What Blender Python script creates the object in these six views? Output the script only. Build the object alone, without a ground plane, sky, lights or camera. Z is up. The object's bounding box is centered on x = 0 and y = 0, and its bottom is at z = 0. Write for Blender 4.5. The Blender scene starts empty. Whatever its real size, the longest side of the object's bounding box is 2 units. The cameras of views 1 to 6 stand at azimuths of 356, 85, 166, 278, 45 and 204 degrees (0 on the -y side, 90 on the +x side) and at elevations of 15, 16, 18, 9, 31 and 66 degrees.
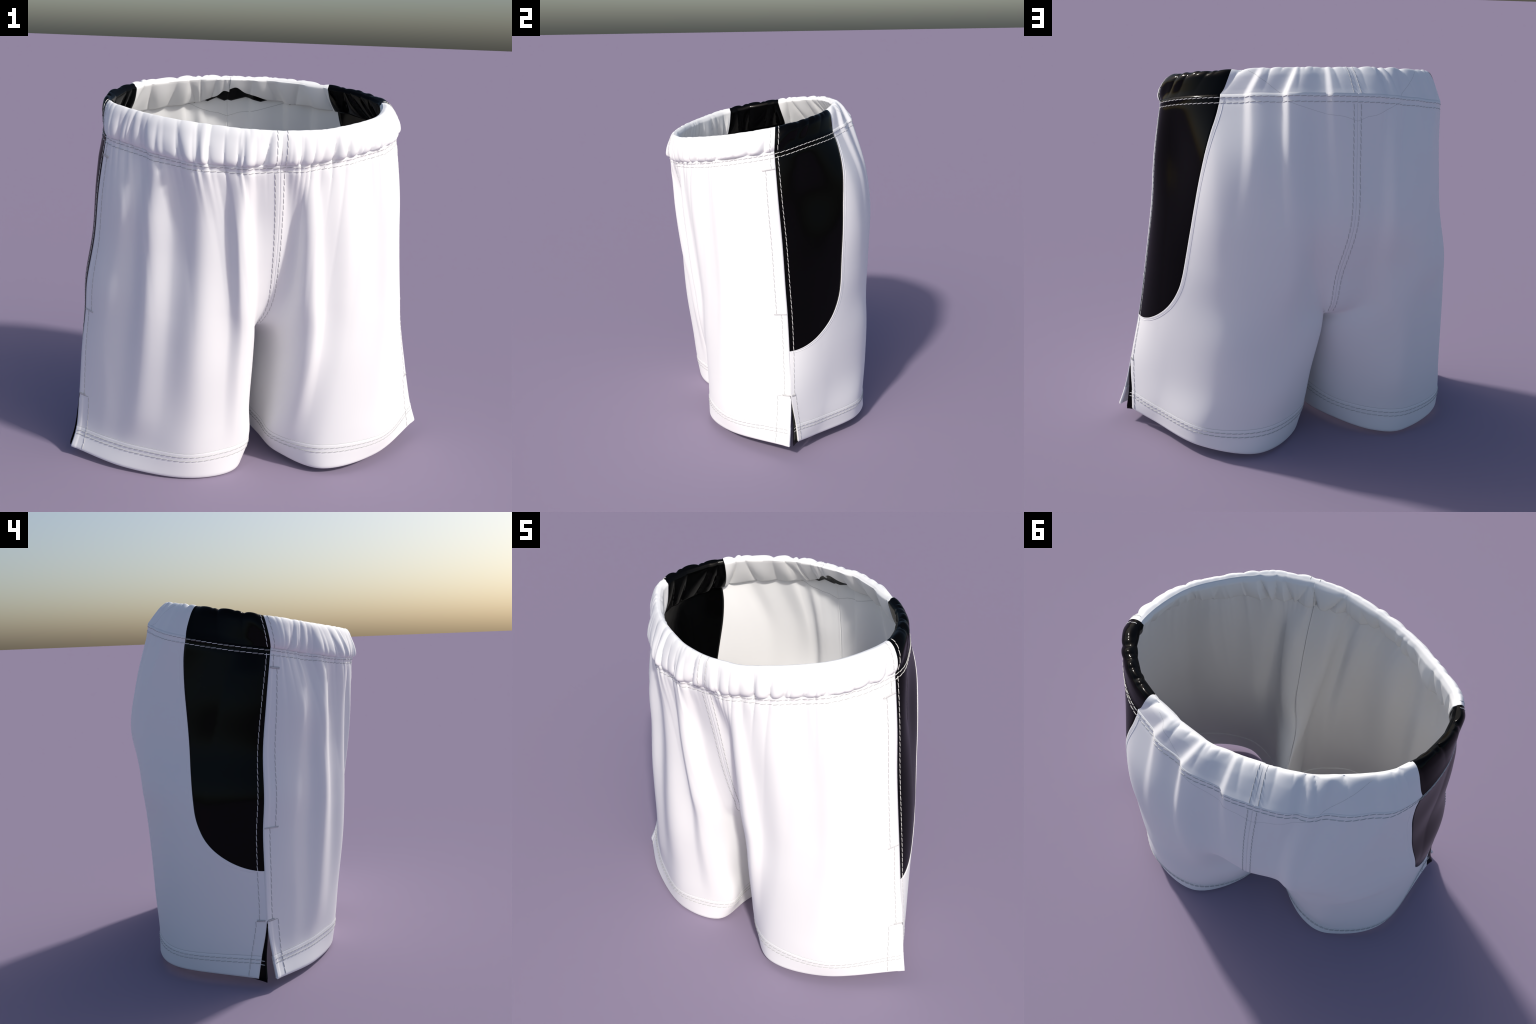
"""A pair of white sport shorts with black side panels, standing upright as if worn.

The cloth is a loft: each half (left, right) has nine cross-sections, each with a
front curve (centre seam -> side seam) and a back curve (side seam -> centre seam).
Above the crotch the two halves meet on the centre seams, below it each half closes on
its own inseam.  (u, v) is the cloth's own coordinate: u runs 0..4 over the front panel
and 4..8 over the back panel, v runs 0 (waist stitching) .. 8 (hem edge).
Folds, gathers, seam laps and hems are displacements in (u, v) along the cloth normal.
"""
import bpy
import math
import numpy as np

LEFT, RIGHT = 0, 1
CREASE = -0.11           # v of the crease under the puffed waistband
HEM = 7.05               # v of the folded hem's upper edge
VENT = 6.0               # v of the top of the side vent
CLOTH = 0.006            # cloth thickness

# ---------------------------------------------------------------- cross-sections
SECTIONS_LEFT = [
    # waist stitch line
    dict(front=[(0.063, -0.605, 1.633), (-0.054, -0.619, 1.629), (-0.174, -0.62, 1.628), (-0.397, -0.554, 1.638), (-0.633, -0.361, 1.675), (-0.758, -0.24, 1.702)],
         back=[(-0.758, -0.24, 1.702), (-0.791, 0.006, 1.741), (-0.682, 0.296, 1.795), (-0.399, 0.474, 1.841), (-0.281, 0.518, 1.855), (-0.152, 0.545, 1.863)]),
    # upper hip
    dict(front=[(0.073, -0.554, 1.418), (-0.028, -0.578, 1.409), (-0.135, -0.616, 1.413), (-0.355, -0.56, 1.414), (-0.629, -0.43, 1.43), (-0.798, -0.216, 1.455)],
         back=[(-0.798, -0.216, 1.455), (-0.798, 0.085, 1.497), (-0.624, 0.42, 1.535), (-0.376, 0.575, 1.564), (-0.266, 0.572, 1.576), (-0.146, 0.601, 1.59)]),
    # hip
    dict(front=[(0.074, -0.49, 1.163), (-0.004, -0.536, 1.167), (-0.094, -0.599, 1.189), (-0.318, -0.567, 1.185), (-0.6, -0.446, 1.192), (-0.825, -0.194, 1.208)],
         back=[(-0.825, -0.194, 1.208), (-0.8, 0.158, 1.238), (-0.627, 0.47, 1.262), (-0.382, 0.626, 1.278), (-0.273, 0.614, 1.279), (-0.142, 0.633, 1.281)]),
    # seat
    dict(front=[(0.062, -0.407, 0.939), (0.01, -0.472, 0.954), (-0.056, -0.564, 0.977), (-0.293, -0.576, 0.972), (-0.586, -0.462, 0.972), (-0.867, -0.197, 0.977)],
         back=[(-0.867, -0.197, 0.977), (-0.831, 0.215, 0.993), (-0.643, 0.488, 1.005), (-0.4, 0.56, 1.014), (-0.262, 0.536, 1.005), (-0.105, 0.559, 1.002)]),
    # crotch, front and back
    dict(front=[(0.014, -0.302, 0.791), (0.001, -0.392, 0.805), (-0.027, -0.515, 0.814), (-0.279, -0.576, 0.809), (-0.583, -0.462, 0.805), (-0.88, -0.187, 0.803)],
         back=[(-0.88, -0.187, 0.803), (-0.836, 0.241, 0.807), (-0.598, 0.48, 0.812), (-0.418, 0.539, 0.818), (-0.257, 0.47, 0.795), (-0.092, 0.474, 0.768)]),
    # just below the crotch
    dict(front=[(-0.055, 0.11, 0.625), (-0.013, -0.211, 0.654), (-0.024, -0.462, 0.618), (-0.275, -0.565, 0.614), (-0.593, -0.452, 0.609), (-0.903, -0.19, 0.604)],
         back=[(-0.903, -0.19, 0.604), (-0.837, 0.26, 0.605), (-0.596, 0.468, 0.609), (-0.436, 0.512, 0.614), (-0.145, 0.4, 0.651), (-0.055, 0.11, 0.625)]),
    # top of the side vent
    dict(front=[(-0.072, 0.087, 0.382), (-0.046, -0.204, 0.378), (-0.03, -0.414, 0.359), (-0.283, -0.535, 0.354), (-0.618, -0.432, 0.348), (-0.921, -0.195, 0.344)],
         back=[(-0.921, -0.195, 0.344), (-0.842, 0.27, 0.345), (-0.599, 0.468, 0.349), (-0.428, 0.489, 0.354), (-0.187, 0.353, 0.376), (-0.072, 0.087, 0.382)]),
    # hem fold
    dict(front=[(-0.089, 0.073, 0.18), (-0.056, -0.209, 0.176), (-0.028, -0.382, 0.169), (-0.308, -0.518, 0.164), (-0.65, -0.401, 0.158), (-0.936, -0.222, 0.158)],
         back=[(-0.938, -0.164, 0.155), (-0.851, 0.275, 0.155), (-0.603, 0.462, 0.159), (-0.395, 0.458, 0.164), (-0.192, 0.316, 0.173), (-0.089, 0.073, 0.18)]),
    # hem edge
    dict(front=[(-0.091, 0.074, 0.03), (-0.064, -0.207, 0.046), (-0.088, -0.41, 0.006), (-0.334, -0.495, 0.004), (-0.668, -0.412, 0.02), (-0.966, -0.245, 0.049)],
         back=[(-0.958, -0.147, 0.045), (-0.837, 0.294, 0.043), (-0.574, 0.473, 0.016), (-0.385, 0.46, 0.023), (-0.21, 0.31, 0.036), (-0.091, 0.074, 0.03)]),
]
SECTIONS_RIGHT = [
    # waist stitch line
    dict(front=[(0.063, -0.605, 1.633), (0.167, -0.583, 1.638), (0.263, -0.551, 1.646), (0.443, -0.456, 1.671), (0.621, -0.308, 1.706), (0.716, -0.031, 1.757)],
         back=[(0.716, -0.031, 1.757), (0.653, 0.15, 1.798), (0.497, 0.336, 1.832), (0.212, 0.494, 1.859), (0.027, 0.538, 1.865), (-0.152, 0.545, 1.863)]),
    # upper hip
    dict(front=[(0.073, -0.554, 1.418), (0.16, -0.534, 1.417), (0.256, -0.562, 1.428), (0.448, -0.472, 1.441), (0.672, -0.323, 1.467), (0.749, -0.017, 1.512)],
         back=[(0.749, -0.017, 1.512), (0.649, 0.202, 1.541), (0.501, 0.456, 1.567), (0.213, 0.596, 1.582), (0.031, 0.593, 1.585), (-0.146, 0.601, 1.59)]),
    # hip
    dict(front=[(0.074, -0.49, 1.163), (0.152, -0.489, 1.173), (0.243, -0.543, 1.2), (0.442, -0.471, 1.206), (0.693, -0.325, 1.224), (0.769, 0.002, 1.254)],
         back=[(0.769, 0.002, 1.254), (0.674, 0.257, 1.273), (0.502, 0.506, 1.289), (0.194, 0.64, 1.294), (0.024, 0.625, 1.287), (-0.142, 0.633, 1.281)]),
    # seat
    dict(front=[(0.062, -0.407, 0.939), (0.13, -0.43, 0.958), (0.233, -0.522, 0.986), (0.43, -0.463, 0.989), (0.702, -0.328, 0.999), (0.8, 0.013, 1.015)],
         back=[(0.8, 0.013, 1.015), (0.697, 0.293, 1.023), (0.474, 0.532, 1.029), (0.169, 0.628, 1.027), (0.019, 0.536, 1.012), (-0.105, 0.559, 1.002)]),
    # crotch, front and back
    dict(front=[(0.014, -0.302, 0.791), (0.087, -0.353, 0.808), (0.231, -0.496, 0.82), (0.417, -0.457, 0.823), (0.71, -0.333, 0.829), (0.825, 0.022, 0.835)],
         back=[(0.825, 0.022, 0.835), (0.711, 0.304, 0.835), (0.464, 0.539, 0.834), (0.193, 0.6, 0.829), (-0.04, 0.474, 0.801), (-0.092, 0.474, 0.768)]),
    # just below the crotch
    dict(front=[(-0.055, 0.11, 0.625), (0.06, -0.195, 0.655), (0.21, -0.458, 0.623), (0.404, -0.455, 0.627), (0.706, -0.337, 0.632), (0.856, 0.027, 0.635)],
         back=[(0.856, 0.027, 0.635), (0.726, 0.299, 0.633), (0.467, 0.558, 0.629), (0.19, 0.576, 0.624), (-0.058, 0.449, 0.655), (-0.055, 0.11, 0.625)]),
    # top of the side vent
    dict(front=[(-0.057, 0.151, 0.382), (0.057, -0.16, 0.375), (0.175, -0.393, 0.363), (0.384, -0.447, 0.367), (0.707, -0.337, 0.372), (0.906, 0.029, 0.376)],
         back=[(0.906, 0.029, 0.376), (0.753, 0.271, 0.373), (0.496, 0.541, 0.369), (0.211, 0.574, 0.364), (-0.012, 0.412, 0.375), (-0.057, 0.151, 0.382)]),
    # hem fold
    dict(front=[(-0.035, 0.137, 0.18), (0.05, -0.132, 0.177), (0.126, -0.324, 0.173), (0.365, -0.443, 0.177), (0.708, -0.334, 0.182), (0.945, 0.018, 0.19)],
         back=[(0.908, 0.057, 0.187), (0.789, 0.236, 0.183), (0.566, 0.507, 0.179), (0.253, 0.559, 0.174), (0.005, 0.373, 0.177), (-0.035, 0.137, 0.18)]),
    # hem edge
    dict(front=[(-0.009, 0.105, 0.049), (0.054, -0.11, 0.055), (0.145, -0.287, 0.041), (0.373, -0.442, 0.029), (0.686, -0.321, 0.05), (0.978, 0.006, 0.083)],
         back=[(0.91, 0.07, 0.077), (0.805, 0.192, 0.059), (0.597, 0.479, 0.054), (0.291, 0.57, 0.023), (0.041, 0.36, 0.009), (-0.009, 0.105, 0.049)]),
]

# waistband rim (inner top edge), one point per station, in metres
RIM_LEFT = dict(front=[(0.063, -0.588), (-0.055, -0.586), (-0.17, -0.565), (-0.40, -0.483), (-0.60, -0.355), (-0.735, -0.205)],
                back=[(-0.735, -0.205), (-0.722, 0.0), (-0.60, 0.205), (-0.37, 0.345), (-0.255, 0.383), (-0.14, 0.402)])
RIM_RIGHT = dict(front=[(0.063, -0.588), (0.17, -0.567), (0.27, -0.535), (0.44, -0.407), (0.57, -0.254), (0.635, -0.018)],
                 back=[(0.635, -0.018), (0.56, 0.168), (0.41, 0.295), (0.14, 0.398), (0.0, 0.408), (-0.14, 0.402)])


def rim_height(x, y):
    return 1.9015 - (0.0107 * (x + 0.0457) - 0.1822 * (y + 0.0992)) / 0.9832


# where the black side panel ends, towards the back: (v, u)
PANEL_END_LEFT = [(-1.2, 5.66), (-0.5, 5.70), (0.0, 5.68), (0.5, 5.51), (1.02, 5.36), (1.9, 5.13), (2.9, 4.91), (3.5, 4.84), (4.0, 4.78), (5.0, 4.66)]
PANEL_END_RIGHT = [(-1.2, 6.03), (-0.5, 6.12), (0.0, 6.15), (0.57, 5.88), (1.2, 5.64), (1.95, 5.49), (2.68, 5.32), (3.4, 5.23), (4.0, 5.13), (5.0, 4.98)]
PANEL_BOTTOM = 5.0

# folds of the front panels: ridge (+) and valley (-) tracks, height in metres, course as (v, u)
FOLDS_FRONT_LEFT = [
    (-0.006, [(0.4, 0.40), (1.2, 0.50), (2.3, 0.60), (3.7, 0.80), (5.4, 0.90)]),
    (+0.012, [(0.4, 0.78), (1.2, 0.92), (2.35, 1.08), (3.7, 1.32), (5.4, 1.32)]),
    (-0.010, [(0.4, 1.13), (1.23, 1.25), (2.3, 1.38), (3.65, 1.52), (5.4, 1.58)]),
    (+0.011, [(0.4, 1.62), (1.25, 1.75), (2.3, 1.92), (3.6, 2.05), (5.4, 2.12)]),
    (-0.009, [(0.5, 2.20), (1.3, 2.25), (2.4, 2.42), (3.75, 2.58), (5.4, 2.55)]),
    (+0.013, [(0.6, 2.55), (1.4, 2.62), (2.5, 2.82), (3.9, 2.92), (5.5, 2.92)]),
    (-0.007, [(0.6, 2.80), (1.5, 3.06), (2.5, 3.12), (3.9, 3.20), (5.5, 3.25)]),
    (+0.006, [(0.6, 3.05), (1.5, 3.40), (2.7, 3.46), (4.1, 3.52), (5.5, 3.55)]),
]
FOLDS_FRONT_RIGHT = [
    (-0.008, [(0.4, 0.22), (1.3, 0.25), (2.4, 0.45), (3.9, 0.60), (5.6, 0.60)]),
    (+0.014, [(0.4, 0.60), (1.3, 0.78), (2.4, 1.05), (3.9, 1.26), (5.6, 1.28)]),
    (-0.008, [(0.5, 1.08), (1.4, 1.32), (2.45, 1.50), (3.85, 1.64), (5.5, 1.64)]),
    (+0.010, [(0.55, 1.70), (1.4, 1.90), (2.45, 2.02), (3.85, 2.10), (5.5, 2.10)]),
    (-0.008, [(0.7, 2.38), (1.5, 2.60), (2.6, 2.60), (4.0, 2.62), (5.5, 2.65)]),
    (+0.005, [(0.8, 2.80), (1.6, 2.98), (2.7, 2.98), (4.1, 2.95), (5.5, 3.00)]),
]
FOLDS_BACK_RIGHT = [
    (-0.009, [(-1.0, 6.46), (0.6, 6.40), (1.4, 6.32), (2.7, 6.10)]),
    (+0.010, [(-1.0, 6.58), (0.6, 6.55), (1.4, 6.52), (2.7, 6.35)]),
    (-0.011, [(-1.0, 7.03), (0.6, 6.99), (1.4, 6.95)]),
    (+0.011, [(-1.0, 7.12), (0.6, 7.08), (1.4, 7.08)]),
    (-0.009, [(-1.0, 7.54), (0.6, 7.58), (1.4, 7.60)]),
    (+0.009, [(-1.0, 7.64), (0.6, 7.68), (1.4, 7.74)]),
]
FOLDS_BACK_LEFT = [
    (+0.004, [(-1.0, 6.15), (1.4, 6.10)]), (-0.005, [(-1.0, 6.36), (1.4, 6.30)]),
    (+0.004, [(-1.0, 6.60), (1.4, 6.62)]), (-0.006, [(-1.0, 6.86), (1.4, 6.90)]),
    (+0.005, [(-1.0, 7.06), (1.4, 7.10)]), (-0.006, [(-1.0, 7.28), (1.4, 7.34)]),
    (+0.006, [(-1.0, 7.50), (1.4, 7.56)]),
]
FRONT_FADE = [(-0.2, 0.45), (0.4, 0.85), (1.2, 1.0), (3.4, 1.0), (4.5, 0.8), (5.5, 0.5), (6.6, 0.18), (7.3, 0.06), (8.0, 0.0)]
BACK_FADE = [(-1.2, 0.9), (0.0, 1.0), (0.6, 0.75), (1.3, 0.35), (2.2, 0.08), (3.2, 0.0)]


def table(pairs, v):
    return np.interp(v, [p[0] for p in pairs], [p[1] for p in pairs])


def spline(p0, p1, p2, p3, t):
    return 0.5 * (2 * p1 + (p2 - p0) * t + (2 * p0 - 5 * p1 + 4 * p2 - p3) * t * t + (3 * p1 - 3 * p2 + p3 - p0) * t ** 3)


def along(points, x):
    """Catmull-Rom through points[1:-1] (points[0], points[-1] are phantoms); x in 0..len-3."""
    k = np.clip(np.floor(x).astype(int), 0, len(points) - 4)
    t = (x - k)[:, None]
    return spline(points[k], points[k + 1], points[k + 2], points[k + 3], t)


# how smoothly front and back flow into each other across the side seam, per section
SIDE_FLOW = [1, 1, 1, 0.9, 0.75, 0.5, 0.2, 0, 0]


def padded(rows, other, level, back):
    """One section curve with phantom ends that make it smooth across seams."""
    f, b = np.array(rows["front"], float), np.array(rows["back"], float)
    closed, flow = level > 4, SIDE_FLOW[level]
    if back:
        end = f[1] if closed else np.array(other["back"][4], float)
        start = flow * f[4] + (1 - flow) * (2 * b[0] - b[1])
        return np.concatenate([[start], b, [end]])
    start = b[4] if closed else np.array(other["front"][1], float)
    end = flow * b[1] + (1 - flow) * (2 * f[5] - f[4])
    return np.concatenate([[start], f, [end]])


def station(u, back):
    """Control stations stand at u = 0, 0.5, 1, 2, 3, 4 and 4, 5, 6, 7, 7.5, 8."""
    if back:
        return np.where(u < 7, u - 4, 3 + (u - 7) * 2)
    return np.where(u < 1, u * 2, u + 1)


NETS = {}
for half, own, other in ((LEFT, SECTIONS_LEFT, SECTIONS_RIGHT), (RIGHT, SECTIONS_RIGHT, SECTIONS_LEFT)):
    for back in (False, True):
        NETS[half, back] = [padded(own[i], other[i], i, back) for i in range(9)]
RIMS = {}
for half, own, other in ((LEFT, RIM_LEFT, RIM_RIGHT), (RIGHT, RIM_RIGHT, RIM_LEFT)):
    for back in (False, True):
        RIMS[half, back] = padded(own, other, 0, back)


def base(half, back, u, v):
    """Smooth cloth surface; u, v flat arrays."""
    u, v = np.asarray(u, float), np.asarray(v, float)
    x = station(u, back)
    rows = np.stack([along(r, x) for r in NETS[half, back]])
    rows = np.concatenate([2 * rows[:1] - rows[1:2], rows, 2 * rows[-1:] - rows[-2:-1]])
    k = np.clip(np.floor(v).astype(int), 0, 7)
    n = np.arange(len(u))
    return spline(rows[k, n], rows[k + 1, n], rows[k + 2, n], rows[k + 3, n], (v - k)[:, None])


def unit(a):
    return a / (np.linalg.norm(a, axis=-1, keepdims=True) + 1e-12)


def normal(half, back, u, v):
    lo, hi = (4.0, 8.0) if back else (0.0, 4.0)
    e = 0.02
    ua, ub = np.clip(u - e, lo, hi), np.clip(u + e, lo, hi)
    du = base(half, back, ub, v) - base(half, back, ua, v)
    dv = base(half, back, u, v + e) - base(half, back, u, v - e)
    n = unit(np.cross(du, dv))
    return -n if half == RIGHT else n


def smooth(t):
    t = np.clip(t, 0, 1)
    return t * t * (3 - 2 * t)


def course(pairs, v):
    """A fold's line across the cloth: a smooth curve through its (v, u) points."""
    p = np.array(pairs)
    return np.polyval(np.polyfit(p[:, 0], p[:, 1], min(2, len(p) - 1)), np.clip(v, p[0, 0] - 0.3, p[-1, 0]))


def fold_height(tracks, lo, hi, u, v):
    """Cosine-like interpolation between neighbouring ridge and valley tracks."""
    courses = [np.full_like(u, lo)] + [course(c, v) for _, c in tracks] + [np.full_like(u, hi)]
    heights = [0.0] + [h for h, _ in tracks] + [0.0]
    out = np.zeros_like(u)
    for k in range(len(courses) - 1):
        a, b = courses[k], courses[k + 1]
        inside = (u >= a) & (u <= b)
        t = smooth((u - a) / np.maximum(b - a, 1e-6))
        out = np.where(inside, heights[k] + (heights[k + 1] - heights[k]) * t, out)
    return out


class Pleats:
    """Irregular puffs along u between sharp pulled-in creases; each crease starts at the
    lower (from_top=False) or upper edge and fades out at its own length across w."""

    def __init__(self, seed, lo, hi, step, slant, from_top=False, sharp=0.045):
        rng = np.random.default_rng(seed)
        knots = [lo]
        while knots[-1] < hi:
            knots.append(knots[-1] + step * rng.uniform(0.4, 1.7))
        n = len(knots)
        self.knots = np.array(knots)
        self.height = rng.uniform(0.55, 1.1, n)
        self.depth = rng.uniform(0.15, 1.3, n)
        self.length = rng.uniform(0.45, 1.5, n)
        self.lean = rng.uniform(-slant, slant, n)
        self.from_top, self.sharp = from_top, sharp

    def __call__(self, u, w):
        out = np.zeros_like(u)
        q = 1 - w if self.from_top else w
        for k in range(len(self.knots) - 1):
            a = self.knots[k] + self.lean[k] * (w - 0.4)
            b = self.knots[k + 1] + self.lean[k + 1] * (w - 0.4)
            t = (u - a) / np.maximum(b - a, 1e-3)
            inside = (t >= 0) & (t < 1)
            t = np.clip(t, 0, 1)
            cut_a = self.depth[k] * np.clip(1 - q / self.length[k], 0, 1)
            cut_b = self.depth[k + 1] * np.clip(1 - q / self.length[k + 1], 0, 1)
            crease = cut_a * np.exp(-np.abs(u - a) / self.sharp) + cut_b * np.exp(-np.abs(u - b) / self.sharp)
            roll = self.height[k] * np.sin(np.pi * t) ** 0.7 * (0.45 + 0.55 * np.maximum(cut_a, cut_b))
            out = np.where(inside, roll - 0.75 * crease, out)
        return out


PLEATS = {(LEFT, False): Pleats(11, 0.0, 4.0, 0.50, 0.22, sharp=0.055), (RIGHT, False): Pleats(12, 0.0, 4.0, 0.54, 0.22, sharp=0.055),
          (LEFT, True): Pleats(13, 4.0, 8.0, 0.36, 0.14, True, sharp=0.06), (RIGHT, True): Pleats(14, 4.0, 8.0, 0.42, 0.14, True, sharp=0.06)}
FINE = {(LEFT, False): Pleats(21, 0.0, 4.0, 0.19, 0.0, sharp=0.03), (RIGHT, False): Pleats(22, 0.0, 4.0, 0.22, 0.0, sharp=0.03)}
NARROW = {(LEFT, False): Pleats(41, 0.0, 4.0, 0.42, 0.0, sharp=0.08), (RIGHT, False): Pleats(42, 0.0, 4.0, 0.42, 0.0, sharp=0.08)}
SCALLOP = {key: Pleats(51 + i, 4.0 * key[1], 4.0 + 4.0 * key[1], 0.26, 0.0, True, sharp=0.03) for i, key in enumerate(PLEATS)}
FACING = {key: Pleats(31 + i, 0.0 if not key[1] else 4.0, 4.0 if not key[1] else 8.0, 0.34, 0.35, True, sharp=0.06) for i, key in enumerate(PLEATS)}


def relief(half, back, u, v):
    """Height of folds, gathers and seam laps above the smooth cloth."""
    if back:
        h = fold_height(FOLDS_BACK_LEFT if half == LEFT else FOLDS_BACK_RIGHT, 5.9, 8.0, u, v) * table(BACK_FADE, v)
        h = h + 0.011 * np.sin(np.pi * np.clip((u - 4) / 0.75, 0, 1)) ** 0.8 * (1.0 if half == LEFT else 0.25) * smooth((5.6 - v) / 1.2) * smooth((v + 0.1) / 0.6)
        h = h + 0.0015 * np.exp(-((8 - u) / 0.10) ** 4) * np.where(v < 4.2, 1, 0)
    else:
        h = fold_height(FOLDS_FRONT_LEFT if half == LEFT else FOLDS_FRONT_RIGHT, 0.0, 4.0, u, v)
        inner = smooth(u / 0.7) * smooth((4.0 - u) / 0.9)
        h = ((1.5 if half == LEFT else 1.15) * h - 0.010 * inner * smooth((v + 0.1) / 1.2)) * table(FRONT_FADE, v)
        fade = np.exp(-np.maximum(v, 0) / 1.6) * smooth((v + 0.1) / 0.3)
        h = h + 0.0045 * NARROW[half, False](u, 0 * u) * smooth((u - 0.12) / 0.2) * smooth((3.8 - u) / 0.6) * fade
        calm = smooth((u - 0.12) / 0.2) * smooth((3.9 - u) / 0.5)
        h = h + 0.0075 * FINE[half, False](u, 0 * u) * calm * np.exp(-np.maximum(v + 0.11, 0) / 0.40)
        # lap of the seam allowance at the centre and side seams
        h = h + 0.0006 * np.exp(-(u / 0.10) ** 4) * np.where(v < 4.2, 1, 0) - 0.0012 * np.exp(-(u / 0.015) ** 2) * np.where(v < 4.2, 1, 0)
        h = h + 0.003 * smooth((u - 3.90) / 0.04)
    # pulled-in line of the waist stitching
    return h - 0.0022 * np.exp(-((v - 0.0) / 0.05) ** 2)


def cloth(half, back, u, v, lift=0.0):
    u, v = np.asarray(u, float), np.asarray(v, float)
    return base(half, back, u, v) + normal(half, back, u, v) * (relief(half, back, u, v) + lift)[:, None]


# ---------------------------------------------------------------- waistband
BAND_FRONT = [(0.0, 0.0), (0.04, 0.006), (0.17, 0.018), (0.40, 0.026), (0.64, 0.028), (0.87, 0.026), (1.01, 0.015), (1.0, 0.0)]
BAND_BACK = [(0.0, 0.0), (0.18, 0.006), (0.40, 0.015), (0.62, 0.023), (0.82, 0.028), (0.96, 0.024), (1.015, 0.012), (1.0, 0.0)]


def frontness(u):
    return smooth((4.45 - u) / 0.6)


def profile(points, w):
    p = np.array(points)
    p = np.concatenate([[2 * p[0] - p[1]], p, [2 * p[-1] - p[-2]]])
    return along(p, w * (len(points) - 1))


def rim(half, back, u):
    xy = along(RIMS[half, back], station(u, back))
    return np.column_stack([xy, rim_height(xy[:, 0], xy[:, 1])])


def level_normal(half, back, u):
    """Horizontal outward direction at the waist, shared by both halves on the centre seams."""
    n = normal(half, back, u, np.zeros_like(u))
    centre = np.array([8.0 if back else 0.0])
    both = normal(LEFT, back, centre, np.zeros(1)) + normal(RIGHT, back, centre, np.zeros(1))
    k = np.exp(-((u - centre) / 0.12) ** 2)[:, None]
    n = unit(n) * (1 - k) + unit(both) * k
    n[:, 2] = 0
    return unit(n)


def band(half, back, u, w, lift=0.0):
    """Outer face of the waistband: w = 0 at the crease, 1 at the smooth inner top edge."""
    u, w = np.asarray(u, float), np.asarray(w, float)
    foot = cloth(half, back, u, np.full_like(u, CREASE))
    top = rim(half, back, u)
    n = level_normal(half, back, u)
    f = frontness(u)[:, None]
    section = f * profile(BAND_FRONT, w) + (1 - f) * profile(BAND_BACK, w)
    if half == RIGHT:       # the band puffs out more over the right hip
        section[:, 1] *= 1.05 + 0.5 * np.exp(-((u - 4.2) / 0.9) ** 2) * smooth(w / 0.6)
    seam = 1 - 0.7 * np.exp(-(u / 0.10) ** 2) - 0.6 * np.exp(-((8 - u) / 0.08) ** 2) - 0.8 * np.exp(-((u - 4) / 0.14) ** 2)
    swell = np.minimum(1, 1.5 * np.sin(np.pi * np.clip(w, 0, 1)) ** 0.7) * seam
    high = np.clip(w, 0, 1) ** 1.5
    puff = PLEATS[half, back](u, w) * swell * (0.019 * f[:, 0] * (1 - 0.6 * smooth((w - 0.35) / 0.6)) + (1 - f[:, 0]) * (0.004 + 0.016 * high) * (0.6 if back else 1.0) ** smooth((6.1 - u) / 0.3))
    if back:
        fold = fold_height(FOLDS_BACK_LEFT if half == LEFT else FOLDS_BACK_RIGHT, 5.9, 8.0, u, np.full_like(u, -0.5))
        kept = np.cos(np.pi / 2 * np.clip(w, 0, 1) ** 2.5)
        puff = puff + fold * (1.2 * kept - 0.2 * (1 - w) - (1 - section[:, 0]))
    rise = smooth((w - 0.55) / 0.3)
    lip = SCALLOP[half, back](u, w) * rise * smooth((1 - w) / 0.06) * seam * (0.0055 - 0.003 * f[:, 0])
    puff = puff + lip
    out = foot + (top - foot) * section[:, :1] + n * (section[:, 1] + puff * (1 - 0.35 * rise) + lift)[:, None]
    out[:, 2] += puff * rise * 0.6
    return out


def facing(half, back, u, t):
    """Inner face of the waistband, hanging from its top edge."""
    u, t = np.asarray(u, float), np.asarray(t, float)
    top = rim(half, back, u)
    foot = cloth(half, back, u, np.full_like(u, 0.02))
    n = level_normal(half, back, u)
    gap = 0.017 + 0.006 * np.sin(np.pi * t)
    lifted = np.exp(-((8 - u) / 0.55) ** 2) if back else 0 * u
    gap = gap + 0.022 * lifted * t
    wave = FACING[half, back](u, t) * np.sin(np.pi * np.clip(t, 0, 1) * 0.75) ** 0.9 * 0.022
    return top + (foot - top) * t[:, None] - n * (gap * smooth(t / 0.12) + wave)[:, None]


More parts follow.
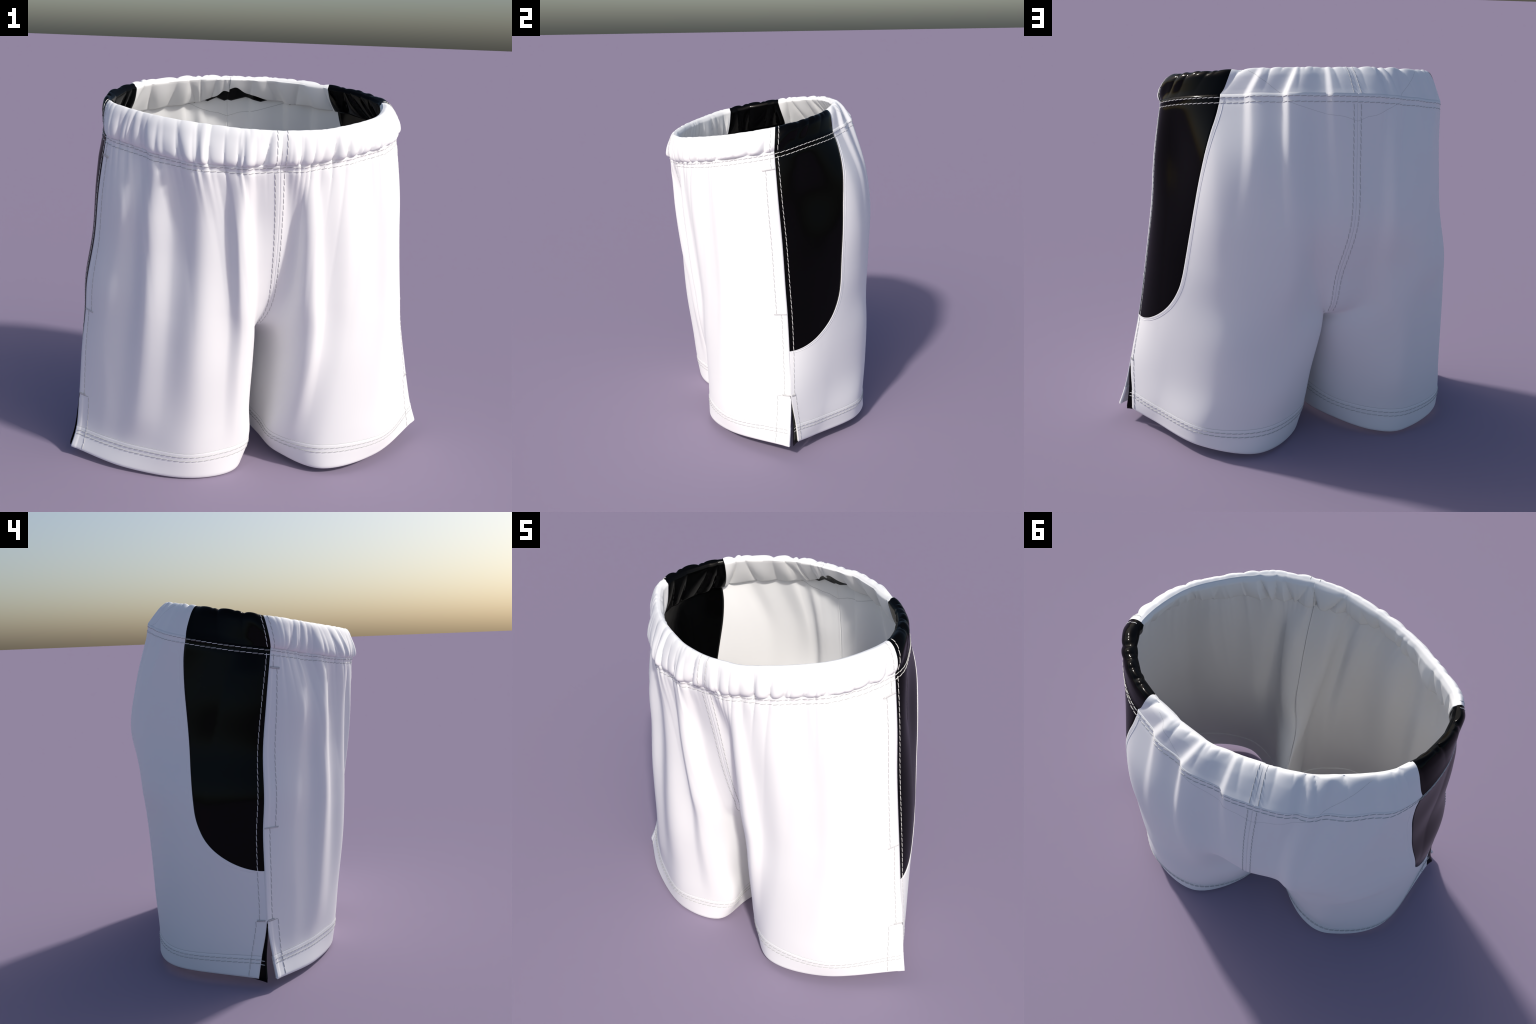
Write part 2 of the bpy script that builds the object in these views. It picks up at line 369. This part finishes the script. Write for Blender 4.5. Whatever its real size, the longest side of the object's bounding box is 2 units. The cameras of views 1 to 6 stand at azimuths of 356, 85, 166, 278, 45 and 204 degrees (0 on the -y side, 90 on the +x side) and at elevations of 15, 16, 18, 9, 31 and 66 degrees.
# ---------------------------------------------------------------- materials
def material(name, colour, roughness, specular=0.5, weave=0.0, bump=0.0, scale=900.0, soak=0.0):
    m = bpy.data.materials.new(name)
    m.use_nodes = True
    nt = m.node_tree
    shader = nt.nodes["Principled BSDF"]
    shader.inputs["Roughness"].default_value = roughness
    shader.inputs["Specular IOR Level"].default_value = specular
    coords = nt.nodes.new("ShaderNodeTexCoord")
    noise = nt.nodes.new("ShaderNodeTexNoise")
    noise.inputs["Scale"].default_value = scale
    noise.inputs["Detail"].default_value = 2.0
    nt.links.new(coords.outputs["Object"], noise.inputs["Vector"])
    mix = nt.nodes.new("ShaderNodeMix")
    mix.data_type = "RGBA"
    nt.links.new(noise.outputs["Fac"], mix.inputs["Factor"])
    mix.inputs[6].default_value = (*[c * (1 - weave) for c in colour], 1)
    mix.inputs[7].default_value = (*[min(1, c * (1 + weave)) for c in colour], 1)
    nt.links.new(mix.outputs[2], shader.inputs["Base Color"])
    if bump:
        b = nt.nodes.new("ShaderNodeBump")
        b.inputs["Strength"].default_value = bump
        b.inputs["Distance"].default_value = 0.001
        nt.links.new(noise.outputs["Fac"], b.inputs["Height"])
        nt.links.new(b.outputs["Normal"], shader.inputs["Normal"])
    if soak:        # part of the surface gives no mirror reflection
        flat = nt.nodes.new("ShaderNodeBsdfDiffuse")
        nt.links.new(mix.outputs[2], flat.inputs["Color"])
        both = nt.nodes.new("ShaderNodeMixShader")
        both.inputs[0].default_value = soak
        nt.links.new(shader.outputs[0], both.inputs[1])
        nt.links.new(flat.outputs[0], both.inputs[2])
        nt.links.new(both.outputs[0], nt.nodes["Material Output"].inputs["Surface"])
    return m


WHITE = material("white_cloth", (0.93, 0.93, 0.93), 0.6, 0.3, weave=0.012)
BLACK = material("black_gloss_cloth", (0.0012, 0.0012, 0.0013), 0.12, 0.22, soak=0.5, weave=0.1)
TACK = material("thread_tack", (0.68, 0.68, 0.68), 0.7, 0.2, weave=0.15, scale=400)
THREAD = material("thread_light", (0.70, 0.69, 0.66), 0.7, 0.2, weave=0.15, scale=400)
GREY_THREAD = material("thread_grey", (0.56, 0.56, 0.56), 0.7, 0.2, weave=0.15, scale=400)  # same thread, coloured darker where it lies on white cloth

# ---------------------------------------------------------------- assembly helpers
root = bpy.data.objects.new("sport_shorts", None)
root.empty_display_size = 0.2
bpy.context.scene.collection.objects.link(root)
root["label"] = "white sport shorts with glossy black side panels"
root["category"] = "shorts"


def add(name, points, faces, mat, parent=root, thickness=0.0, smooth_angle=50, kind=None):
    mesh = bpy.data.meshes.new(name)
    mesh.from_pydata([tuple(p) for p in points], [], faces)
    mesh.materials.append(mat)
    mesh.polygons.foreach_set("use_smooth", [True] * len(mesh.polygons))
    mesh.update()
    mesh.set_sharp_from_angle(angle=math.radians(smooth_angle))
    o = bpy.data.objects.new(name, mesh)
    bpy.context.scene.collection.objects.link(o)
    o.parent = parent
    if thickness:
        s = o.modifiers.new("thickness", "SOLIDIFY")
        s.thickness, s.offset = thickness, -1
    if kind:
        o["kind"] = kind
    return o


def sheet(name, half, grid, mat, parent=root, flip=False, **kw):
    """grid: (rows, columns, 3), rows run down, columns run centre front -> side -> centre back."""
    r, c = grid.shape[:2]
    i = np.arange(r * c).reshape(r, c)
    q = np.stack([i[:-1, :-1], i[:-1, 1:], i[1:, 1:], i[1:, :-1]], -1).reshape(-1, 4)
    if (half == RIGHT) != flip:
        q = q[:, ::-1]
    return add(name, grid.reshape(-1, 3), q.tolist(), mat, parent, **kw)


def grid_of(fn, half, back, U, V, *more):
    return fn(half, back, U.ravel(), V.ravel(), *[m.ravel() for m in more]).reshape(*U.shape, 3)


def spread(lo, hi, n, *dense):
    """n even samples plus a tight cluster around each value of dense."""
    a = [np.linspace(lo, hi, n)]
    for d in dense:
        a.append(d + np.array([-0.14, -0.11, -0.08, -0.05, -0.03, -0.018, -0.008, 0, 0.008, 0.018, 0.03, 0.05, 0.08, 0.11, 0.14]))
    a = np.concatenate(a)
    a = np.unique(np.round(a[(a >= lo) & (a <= hi)], 4))
    keep = np.concatenate([[True], np.diff(a) > 0.0045])
    keep[-1] = True
    return a[keep]


def panel_end(half, v):
    """u of the black panel's rear edge; rounds off into the side seam at PANEL_BOTTOM."""
    pairs = PANEL_END_LEFT if half == LEFT else PANEL_END_RIGHT
    v = np.asarray(v, float)
    u = np.mean([table(pairs, v + d) for d in np.linspace(-0.35, 0.35, 9)], axis=0)
    t = np.clip((v - 3.4) / (PANEL_BOTTOM - 3.4), 0, 1)
    return 4 + (u - 4) * (1 - t ** 2.6) ** (1 / 2.0)


# ---------------------------------------------------------------- cloth panels
for half in (LEFT, RIGHT):
    # front panel
    vs = np.unique(np.concatenate([np.linspace(CREASE, 0.8, 36), np.linspace(0.8, HEM + 0.12, 110)]))
    us = spread(0, 4, 150, 0.0, 3.92)
    U, V = np.meshgrid(us, vs)
    sheet("front_panel", half, grid_of(cloth, half, False, U, V), WHITE, thickness=CLOTH)

    # black side panel
    bottom = PANEL_BOTTOM - (PANEL_BOTTOM - 3.4) * (1 - np.sin(np.linspace(0, np.pi / 2, 60)))
    vs = np.unique(np.round(np.concatenate([np.linspace(CREASE, 3.4, 60), bottom]), 5))
    a = np.linspace(0, 1, 40)
    ends = panel_end(half, vs)
    V = np.repeat(vs[:, None], len(a), 1)
    U = 4 + (ends[:, None] - 4) * a[None]
    grid = grid_of(cloth, half, True, U, V)
    sheet("side_panel", half, grid, BLACK, thickness=CLOTH)

    # white back panel, its edge lapped over the black one
    below = np.linspace(PANEL_BOTTOM, HEM + 0.12, 50)[1:]
    vb = np.concatenate([vs, below])
    ends = np.concatenate([ends, np.full(len(below), 4.0)])
    a = np.concatenate([[0, 0.004, 0.008, 0.012, 0.018, 0.026], np.linspace(0.035, 1, 110)])
    V = np.repeat(vb[:, None], len(a), 1)
    U = ends[:, None] + (8 - ends[:, None]) * a[None]
    edge = 0.0020 * np.exp(-(a / 0.022) ** 4)[None] * smooth((vb - 0.2) / 0.3)[:, None] * (vb < PANEL_BOTTOM + 0.02)[:, None]
    sheet("back_panel", half, grid_of(cloth, half, True, U, V, edge), WHITE, thickness=CLOTH)

    # folded hems
    for back in (False, True):
        us = spread(4, 8, 90, 4.1) if back else spread(0, 4, 90, 3.9)
        vs = np.concatenate([[HEM, HEM + 0.006, HEM + 0.02], np.linspace(HEM + 0.05, 7.9, 16), [7.94, 7.97, 7.99, 8.0]])
        U, V = np.meshgrid(us, vs)
        sag = 0.08 * np.sin(np.pi * np.clip((U - 4 if back else U) / 4, 0, 1)) - 0.08
        V = V + sag * smooth((8 - V) / 0.95)
        t = np.clip((V - 7.9) / 0.1, 0, 1)
        lift = 0.0022 * np.minimum(1, 0.1 + (V - V[:1]) / 0.05) - 0.005 * t ** 2
        lift = lift - 0.0012 * (np.exp(-((V - 7.17 - sag) / 0.03) ** 2) + np.exp(-((V - 7.32 - sag) / 0.03) ** 2))
        sheet("hem", half, grid_of(cloth, half, back, U, V, lift), WHITE, thickness=0.014)

    # waistband: puffed tube of white front, black side and white back, with its facing
    for name, back, lo, hi, mat in (("waistband", False, None, None, WHITE), ("waistband_side", True, 0, 1, BLACK), ("waistband", True, 1, 2, WHITE)):
        ws = np.concatenate([np.linspace(0, 0.2, 9), np.linspace(0.2, 1, 28)[1:]])
        ts = np.linspace(0, 1, 22)
        if not back:
            us = spread(0, 4, 190, 0.0, 3.92)
            U, W = np.meshgrid(us, ws)
            Uf, T = np.meshgrid(us, ts)
        else:
            a = np.linspace(0, 1, 70 if lo == 0 else 130)
            ends = panel_end(half, CREASE - 1.1 * ws)[:, None]
            first, last = (4, ends) if lo == 0 else (ends, 8)
            U = first + (last - first) * a[None]
            W = np.repeat(ws[:, None], len(a), 1)
            ends = panel_end(half, CREASE - 1.1 * (1 - ts))[:, None]
            first, last = (4, ends) if lo == 0 else (ends, 8)
            Uf = first + (last - first) * a[None]
            T = np.repeat(ts[:, None], len(a), 1)
        sheet(name, half, grid_of(band, half, back, U, W)[::-1], mat)
        if back:    # the facing is pulled up at the centre back
            short = (0.42 if half == LEFT else 0.55) * np.exp(-((8 - Uf) / (0.40 if half == LEFT else 0.50)) ** 2)
            short = short * (1 + 0.12 * np.sin(17 * Uf))
            T = T * (1 - short)
        sheet("waistband_facing" if mat is WHITE else "waistband_side_facing", half, grid_of(facing, half, back, Uf, T), mat, flip=True, thickness=0.006)

    # black lining behind the pulled-up facing, with a zigzag lower edge
    us = np.linspace(6.9, 8, 90)
    U, A = np.meshgrid(us, np.linspace(0, 1, 16))
    zigzag = np.abs(((us * (2.6 if half == LEFT else 2.1) + 0.35) % 1) - 0.5) * 2
    low = 0.86 + 0.16 * zigzag
    T = 0.15 + (low[None] - 0.15) * A
    top, foot = rim(half, True, U.ravel()), cloth(half, True, U.ravel(), np.full(U.size, 0.02))
    n = normal(half, True, U.ravel(), np.zeros(U.size))
    n[:, 2] = 0
    grid = top + (foot - top) * T.ravel()[:, None] - unit(n) * (0.010 * smooth(T.ravel() / 0.3))[:, None]
    sheet("back_lining", half, grid.reshape(*U.shape, 3), BLACK, flip=True, thickness=0.002)

    # black facing of the side vent, standing out past the back panel's edge
    vs = np.linspace(VENT, 8.0, 40)
    t = np.linspace(0, 1, 12)
    edge = cloth(half, True, np.full_like(vs, 4.0), vs)
    inner = cloth(half, True, np.full_like(vs, 4.12), vs)
    way = np.array([-0.43, -0.90, 0.0] if half == LEFT else [0.67, -0.74, 0.0])
    n = normal(half, True, np.full_like(vs, 4.0), vs)
    reach = 0.004 + (0.047 if half == LEFT else 0.039) * np.clip((vs - VENT) / 1.9, 0, 1)
    grid = inner[:, None] + (edge - inner)[:, None] * t[None, :, None] + way * reach[:, None, None] * t[None, :, None]
    grid = grid - n[:, None] * (0.0085 * (1 - t ** 4))[None, :, None]
    grid[-1, :, 2] -= 0.010 * t
    sheet("vent_facing", half, grid[:, ::-1], BLACK, thickness=0.003)
    if half == LEFT:
        TAB_LEFT = grid
    else:
        TAB_RIGHT = grid


# ---------------------------------------------------------------- thread
def tube(path, radius, sides=6, taper=True):
    """Small closed tube around a short polyline -> points, faces."""
    path = np.asarray(path)
    tangent = unit(np.gradient(path, axis=0))
    side = unit(np.cross(tangent, [0.31, 0.2, 0.93]))
    up = np.cross(tangent, side)
    ang = np.arange(sides) * 2 * np.pi / sides
    r = np.full(len(path), radius)
    if taper:
        r[0] *= 0.45
        r[-1] *= 0.45
    ring = path[:, None] + r[:, None, None] * (np.cos(ang)[None, :, None] * side[:, None] + np.sin(ang)[None, :, None] * up[:, None])
    pts = ring.reshape(-1, 3)
    k, m = len(path), sides
    faces = [[i * m + j, i * m + (j + 1) % m, (i + 1) * m + (j + 1) % m, (i + 1) * m + j] for i in range(k - 1) for j in range(m)]
    faces += [list(range(m))[::-1], [(k - 1) * m + j for j in range(m)]]
    return pts, faces


class Thread:
    def __init__(self):
        self.points, self.faces, self.count = [], [], 0

    def put(self, path, radius, **kw):
        p, f = tube(path, radius, **kw)
        self.points.append(p)
        self.faces += [[i + self.count for i in face] for face in f]
        self.count += len(p)

    def run(self, path, normals, pitch=0.031, radius=0.0018, slant=0.0016, fill=0.93):
        """Lay stitches end to end along a dense path."""
        path = np.asarray(path)
        step = np.linalg.norm(np.diff(path, axis=0), axis=1)
        s = np.concatenate([[0], np.cumsum(step)])
        n = max(1, int(round(s[-1] / pitch)))
        pitch = s[-1] / n
        tangent = unit(np.gradient(path, axis=0))
        across = unit(np.cross(normals, tangent))
        rng = np.random.default_rng(n)
        for k in range(n):
            q = (k + 0.5 + np.linspace(-0.5, 0.5, 7) * fill) * pitch
            P = np.column_stack([np.interp(q, s, path[:, c]) for c in range(3)])
            A = np.column_stack([np.interp(q, s, across[:, c]) for c in range(3)])
            N = np.column_stack([np.interp(q, s, normals[:, c]) for c in range(3)])
            e = np.linspace(-1, 1, 7)
            sl = slant * rng.uniform(0.7, 1.3)
            P = P + A * (e * sl)[:, None] + N * (0.0010 * (1 - e ** 4) - 0.0002)[:, None]
            self.put(P, radius)

    def done(self, name, mat, parent=root, kind="stuff"):
        if self.points:
            return add(name, np.concatenate(self.points), self.faces, mat, parent, smooth_angle=60, kind=kind)


def lay(thread, half, back, u, v, fn=cloth, **kw):
    u, v = np.broadcast_arrays(np.asarray(u, float), np.asarray(v, float))
    u, v = u.copy(), v.copy()
    p = fn(half, back, u, v)
    if fn is band:
        n = unit(band(half, back, u, v, 0.01) - p)
    else:
        n = normal(half, back, u, v)
    thread.run(p, n, **kw)


def hem_lift(u, v):
    return 0.0028


for half in (LEFT, RIGHT):
    light, grey = Thread(), Thread()
    end0 = float(panel_end(half, 0.0))
    # two rows around the waist
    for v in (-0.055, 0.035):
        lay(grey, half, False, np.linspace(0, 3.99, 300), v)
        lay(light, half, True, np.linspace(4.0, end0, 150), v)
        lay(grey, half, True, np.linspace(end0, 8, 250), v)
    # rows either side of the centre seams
    for back, u in ((False, 0.10), (True, 7.94)):
        lay(grey, half, back, u, np.linspace(0.06, 4.0, 300))
        lay(grey, half, back, u, np.linspace(0.0, 0.97, 60), fn=band)
    # rows either side of the side seam
    lay(light, half, True, 4.085, np.linspace(0.0, PANEL_BOTTOM, 300))
    lay(light, half, True, 4.085, np.linspace(0.0, 0.93, 60), fn=band)
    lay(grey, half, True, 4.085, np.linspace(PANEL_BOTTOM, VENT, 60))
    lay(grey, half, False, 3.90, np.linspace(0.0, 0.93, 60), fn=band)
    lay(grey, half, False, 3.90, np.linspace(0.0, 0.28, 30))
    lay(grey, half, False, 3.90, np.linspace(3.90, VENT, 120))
    # pocket opening
    lay(grey, half, False, 3.79 + 0.03 * smooth(np.linspace(0, 1, 200)), np.linspace(0.28, 3.9, 200))
    # stitched box around the vent
    lay(grey, half, False, np.linspace(3.92, 3.80, 30), VENT + 0.02)
    lay(grey, half, False, 3.80 - 0.01 * np.linspace(0, 1, 120), np.linspace(VENT + 0.02, 7.92, 120), fn=lambda h, b, u, v: cloth(h, b, u, v, 0.0028 * smooth((v - 6.97) / 0.05)))
    lay(grey, half, True, np.linspace(4.03, 4.12, 30), VENT + 0.02)
    lay(grey, half, True, 4.12, np.linspace(VENT + 0.02, 7.92, 120), fn=lambda h, b, u, v: cloth(h, b, u, v, 0.0028 * smooth((v - 6.97) / 0.05)))
    # two rows on the hem
    for back in (False, True):
        for v in (7.17, 7.32):
            u = np.linspace(4.0, 8.0, 260) if back else np.linspace(0.0, 3.97, 260)
            sag = 0.08 * np.sin(np.pi * np.clip((u - 4 if back else u) / 4, 0, 1)) - 0.08
            lay(grey, half, back, u, v + sag * 0.8, fn=lambda h, b, u, v: cloth(h, b, u, v, 0.0026))
        u = np.linspace(4.0, 8.0, 200) if back else np.linspace(0.0, 4.0, 200)
        sag = 0.08 * np.sin(np.pi * np.clip((u - 4 if back else u) / 4, 0, 1)) - 0.08
        grey.put(cloth(half, back, u, HEM - 0.004 + sag, 0.0), 0.0010, taper=False)  # added grey cord, stands in for the dark shade line at the hem step
    # the hem rows run on over the vent facing
    tab = TAB_LEFT if half == LEFT else TAB_RIGHT
    n = normal(half, True, np.full(12, 4.0), np.full(12, 7.2))
    for row in (22, 25):
        light.run(tab[row][5:11], n[5:11] * 1.0, slant=0.0004)
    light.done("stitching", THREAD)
    grey.done("stitching", GREY_THREAD)

    # bartacks: dense little zigzags at the pocket ends and the vent
    for back, u0, u1, v in ((False, 3.72, 3.985, 0.28), (False, 3.78, 3.985, 3.9), (False, 3.87, 3.985, VENT), (True, 4.015, 4.11, VENT)):
        tack = Thread()
        k = 26
        u = np.linspace(u0, u1, k)
        vv = v + np.where(np.arange(k) % 2, 0.022, -0.022)
        p = cloth(half, back, u, vv, 0.0018)
        tack.put(p, 0.0016, taper=False)
        p = cloth(half, back, np.linspace(u0, u1, 9), np.full(9, v), 0.0004)
        tack.put(p, 0.0035, taper=True)
        tack.done("bartack", TACK, kind=None)

    # seam cord along the black panel and the shallow yoke seam at the back
    cord = Thread()
    vs = np.concatenate([np.linspace(-0.05, 3.4, 120), PANEL_BOTTOM + 0.05 - 1.65 * (1 - np.sin(np.linspace(0.02, np.pi / 2, 70)))])
    us = panel_end(half, np.minimum(vs - 0.04, PANEL_BOTTOM)) + 0.055
    cord.put(cloth(half, True, us, vs, 0.0004), 0.0011, taper=False)
    cord.done("panel_seam", WHITE, kind=None)
    yoke = Thread()
    us = np.linspace(7.0, 8, 90)
    line = [(7.0, 0.0), (7.2, 0.10), (7.4, 0.17), (7.62, 0.25), (7.8, 0.28), (8.0, 0.36)]
    yoke.put(cloth(half, True, us, table(line, us), -0.0004), 0.0008, taper=False)
    yoke.put(cloth(half, True, us, table(line, us), -CLOTH + 0.0002), 0.0013, taper=False)
    us = np.linspace(6.35, 7.0, 60)
    yoke.put(band(half, True, us, 0.72 * (7.0 - us) / 0.65, -0.0004), 0.0008, taper=False)
    yoke.done("yoke_seam", GREY_THREAD, kind=None)
